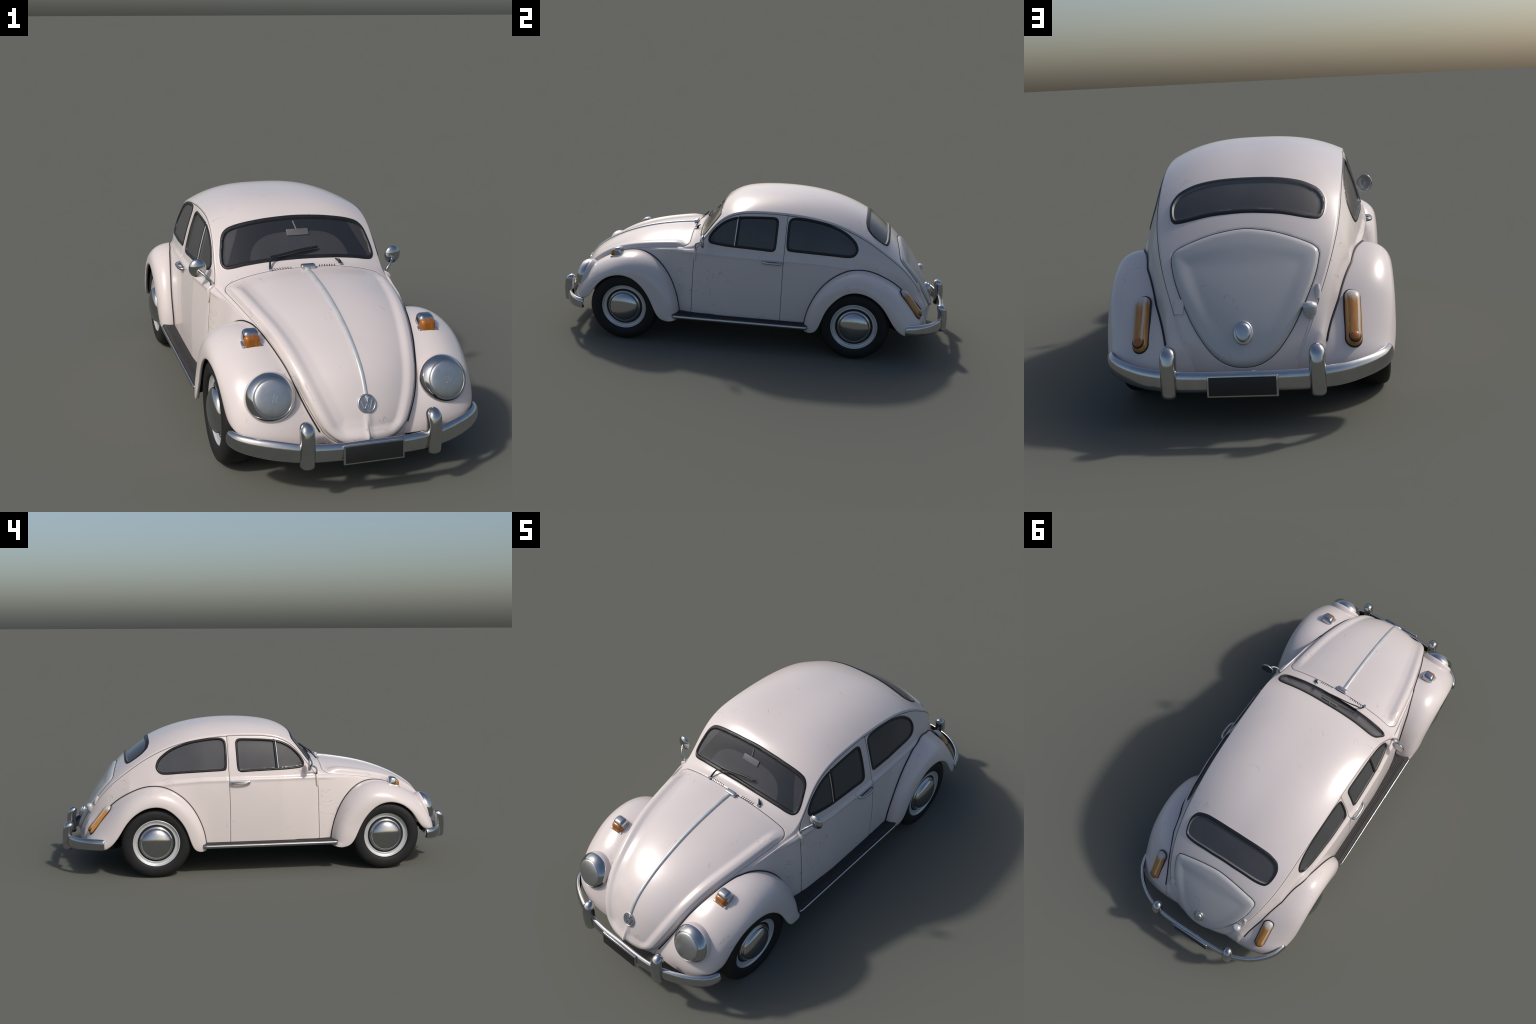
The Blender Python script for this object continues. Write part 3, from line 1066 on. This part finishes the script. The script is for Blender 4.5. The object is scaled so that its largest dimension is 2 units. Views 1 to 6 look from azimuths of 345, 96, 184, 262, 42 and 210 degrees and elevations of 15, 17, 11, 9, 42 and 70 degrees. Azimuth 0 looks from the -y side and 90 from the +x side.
# ------------------------------------------------------------------ nose badge, centre strip, bonnet grip
sel_c = (s_par > 3.55) & (s_par < 11.45)
strip = [tuple(p) for p in (G[sel_c, 0] + Nrm[sel_c, 0] * 0.0012)[::-1]]
tube("hood_strip", strip, [.0088, .0082, .0078, .0070, .0060], RIMMETAL, PARTS["hood|"], seg=14, flat=.62, up=(0, -.3, 1))
p, n_ = body_top(0.0005, -.332)
rounded_box("hood_grip", (.052, .022, .016), SATIN, frame((0.006, -.336, p.z + .006), n_, (0, 1, 0)), .006, PARTS["hood|"], 4)
hit = BVH.ray_cast(Vector((0.0005, -1.5, .274)), Vector((0, 1, 0)))
nr = hit[1] if hit[1].y < 0 else -hit[1]
bp = hit[0]
M = frame((0, bp.y, bp.z), (0, nr.y, nr.z))
ev, ef = revolve(smooth_profile([(.0285, -.006), (.0295, .001), (.0282, .0045), (.0255, .0052), (.0240, .0036), (.0236, .0030)], 3), 56)
em = make_obj("emblem", ev, ef, SATIN, root, True, 60)
em.matrix_local = M
dv, df = revolve([(.0240, .0032), (.012, .0040), (.0003, .0042)], 48)
make_obj("emblem_disc", dv, df, make_plain("emblem_enamel", (0.24, 0.25, 0.29), 0.35, 0.6), em)
emblem_marks(em, .0240, .0044, SATIN, .0024)

# round lock badge on the engine lid
hit = BVH.ray_cast(Vector((0.0005, 1.5, .268)), Vector((0, -1, 0)))
nr = hit[1] if hit[1].y > 0 else -hit[1]
M = frame((0, hit[0].y + nr.y * .004, hit[0].z + nr.z * .004), (0, nr.y, nr.z))
ev, ef = revolve(smooth_profile([(.0255, -.004), (.0270, .003), (.0250, .0065), (.0205, .0085), (.0195, .0135), (.0165, .0165), (.009, .0180), (.0003, .0184)], 3), 56)
em = make_obj("emblem", [(x, y * 1.25, z) for x, y, z in ev], ef, SATIN, root, True, 60)
em.matrix_local = M

# pressed louvres behind the bonnet
for side in (1, -1):
    for k in range(7):
        x = side * (.053 + .0095 * k)
        p, n_ = body_top(abs(x), -.3215 + .0035 * (k / 6))
        rounded_box("air_slot", (.0030, .012, .0016), SEAL, frame((x, p.y, p.z + .0002), (n_.x * side, n_.y, n_.z), (.35 * side, 1, 0)), .0007, PARTS["body_shell|"], 1)

# ------------------------------------------------------------------ wipers
def ws_point(x, z, off=0.008):
    hit = BVH.ray_cast(Vector((abs(x), -1.0, z)), Vector((0, 1, 0)))
    n = hit[1] if hit[1].y < 0 else -hit[1]
    q = hit[0] + n * off
    return (math.copysign(q.x, x), q.y, q.z)
base = ws_point(-.127, .536, .004)
arm = [base, ws_point(-.118, .549, .016), ws_point(-.100, .560, .019), ws_point(-.06, .570, .015), ws_point(.0, .578, .012), ws_point(.058, .586, .010)]
wp = tube("wiper", catmull(arm, 6), [.0040, .0036, .0030, .0026, .0026, .0030], SEAL)
blade = [ws_point(-.112, .566, .006), ws_point(-.06, .573, .007), ws_point(0, .582, .008), ws_point(.066, .588, .007)]
tube("wiper_blade", catmull(blade, 6), .0028, SEAL, wp, seg=8, flat=1.5)
b0 = ws_point(-.127, .534, .001)
tube("wiper_pivot", [ws_point(-.127, .534, -.004), ws_point(-.127, .534, .010)], .006, CHROME, wp)
arm = [ws_point(.136, .538, .002), ws_point(.131, .541, .009), ws_point(.120, .547, .008)]
wp = tube("wiper", catmull(arm, 5), [.0065, .0050, .0020], SEAL)
tube("wiper_pivot", [ws_point(.136, .536, -.004), ws_point(.136, .536, .006)], .007, CHROME, wp)

# interior mirror showing just behind the windshield
def glass_point(x, z, off):
    return Vector(ws_point(x, z, off))
im = rounded_box("interior_mirror", (.082, .026, .004), GREYTRIM, frame(glass_point(.005, .641, -.0022), (0, -.8, .62), (0, .5, .6)), .0015, PARTS["windshield|"])
tube("mirror_stem", [tuple(glass_point(-.004, .676, -.0025)), tuple(glass_point(.003, .650, -.0025))], .0032, GREYTRIM, PARTS["windshield|"], seg=8)

# ------------------------------------------------------------------ side trim: quarter-light post, handles, mirrors, hinges
for side in (1, -1):
    dparent = PARTS["door|" + ("R" if side == 1 else "L")]
    pts = []
    for t in np.linspace(0, 1, 14):
        y, z = -.0705 - .0105 * t, .662 - .148 * t
        pts.append(((body_x(y, z) - .0012) * side, y, z))
    tube("window_post", pts, .0034, SATIN, dparent, seg=8)
    pts2 = [(p[0], p[1] + .009, p[2]) for p in pts]
    tube("post_seal", pts2, .0040, SEAL, dparent, seg=8)
    # grab handle
    z = .4545
    hx = body_x(.11, z)
    hp = catmull([(hx - .004, .158, z), (hx + .010, .156, z), (hx + .0175, .140, z), (hx + .0185, .110, z), (hx + .0155, .082, z), (hx + .007, .070, z), (hx - .004, .068, z)], 6)
    tube("door_handle", hp * (side, 1, 1), [.0075, .0065, .0055, .0055, .0055, .0065, .0075], CHROME, dparent, seg=12, flat=1.0)
    bx = body_x(.112, z)
    rounded_box("handle_plate", (.004, .095, .016), CHROME, Matrix.Translation(((bx + .0005) * side, .113, z)), .0018, dparent)
    # hinge pillar cover and mirror arm
    hz = [(.4245, .003), (.432, .0055), (.455, .0065), (.470, .0085), (.480, .0080), (.486, .004)]
    tube("hinge_cover", [((body_x(-.279, zz) + .0015) * side, -.279, zz) for zz, _ in hz], [r for _, r in hz], PAINT, dparent, seg=12)
    b0x = body_x(-.280, .478)
    arm = catmull([(b0x + .002, -.277, .478), (b0x + .003, -.278, .494), (b0x + .010, -.277, .505), (b0x + .024, -.268, .520), (.366, -.246, .533)], 6) * (side, 1, 1)
    sm = tube("side_mirror", arm, [.0058, .0052, .0048, .0044, .0050], CHROME, root, seg=12)
    mvp, mfp = revolve(smooth_profile([(.0005, -.0135), (.010, -.0125), (.020, -.0085), (.0270, -.0020), (.0285, .0030), (.0270, .0050), (.0255, .0038), (.0005, .0030)], 3), 48)
    mh = make_obj("mirror_head", [(x * 1.10, y * 1.17, z_ * 1.1) for x, y, z_ in mvp], mfp, CHROME, sm, True, 60)
    mh.matrix_local = frame((.368 * side, -.235, .537), (-.10 * side, .98, .05))

# ------------------------------------------------------------------ tail details: plate light pod (one side), patch plate (other side)
pod_v, pod_f = [], []
for q in range(15):
    t = q / 14
    rr = .0205 * math.sqrt(max(0.0, 1 - (max(0, t - .28) / .72) ** 2.0)) * (0.45 + .55 * math.sqrt(min(1, t / .18)))
    for k in range(28):
        a = 2 * math.pi * k / 28
        pod_v.append((rr * math.cos(a), rr * .85 * math.sin(a), -t * .050))
for q in range(14):
    for k in range(28):
        k2 = (k + 1) % 28
        pod_f.append((q * 28 + k, q * 28 + k2, (q + 1) * 28 + k2, (q + 1) * 28 + k))
pod_f.append(tuple(range(28)))
hit = BVH.ray_cast(Vector((.183, 1.4, .318)), Vector((0, -1, 0)))
pod = make_obj("plate_light_pod", pod_v, [f[::-1] for f in pod_f], RIMMETAL, root, True, 60)
pod.matrix_local = Matrix.Translation((-.183, hit[0].y + .012, .341)) @ Matrix.Rotation(math.radians(-8), 4, 'X')
hit = BVH.ray_cast(Vector((.206, 1.4, .365)), Vector((0, -1, 0)))
tube("pod_bracket", [(-.205, hit[0].y - .004, .380), (-.206, hit[0].y + .004, .362), (-.204, hit[0].y + .010, .343)], [.006, .0085, .006], PAINT, pod, seg=12)
bpy.context.view_layer.update()
br_ob = pod.children[0]
br_ob.matrix_parent_inverse = pod.matrix_local.inverted()
hit = BVH.ray_cast(Vector((.182, 1.4, .334)), Vector((0, -1, 0)))
nr = hit[1] if hit[1].y > 0 else -hit[1]
rounded_box("patch_plate", (.028, .044, .005), PAINT, frame(hit[0] + nr * .001, nr), .0022, PARTS["body_shell|"])

# ------------------------------------------------------------------ bake modifiers
bpy.context.view_layer.update()
dg = bpy.context.evaluated_depsgraph_get()
for ob in list(COL.objects):
    if ob.type == 'MESH' and ob.modifiers:
        me = bpy.data.meshes.new_from_object(ob.evaluated_get(dg))
        ob.modifiers.clear()
        ob.data = me
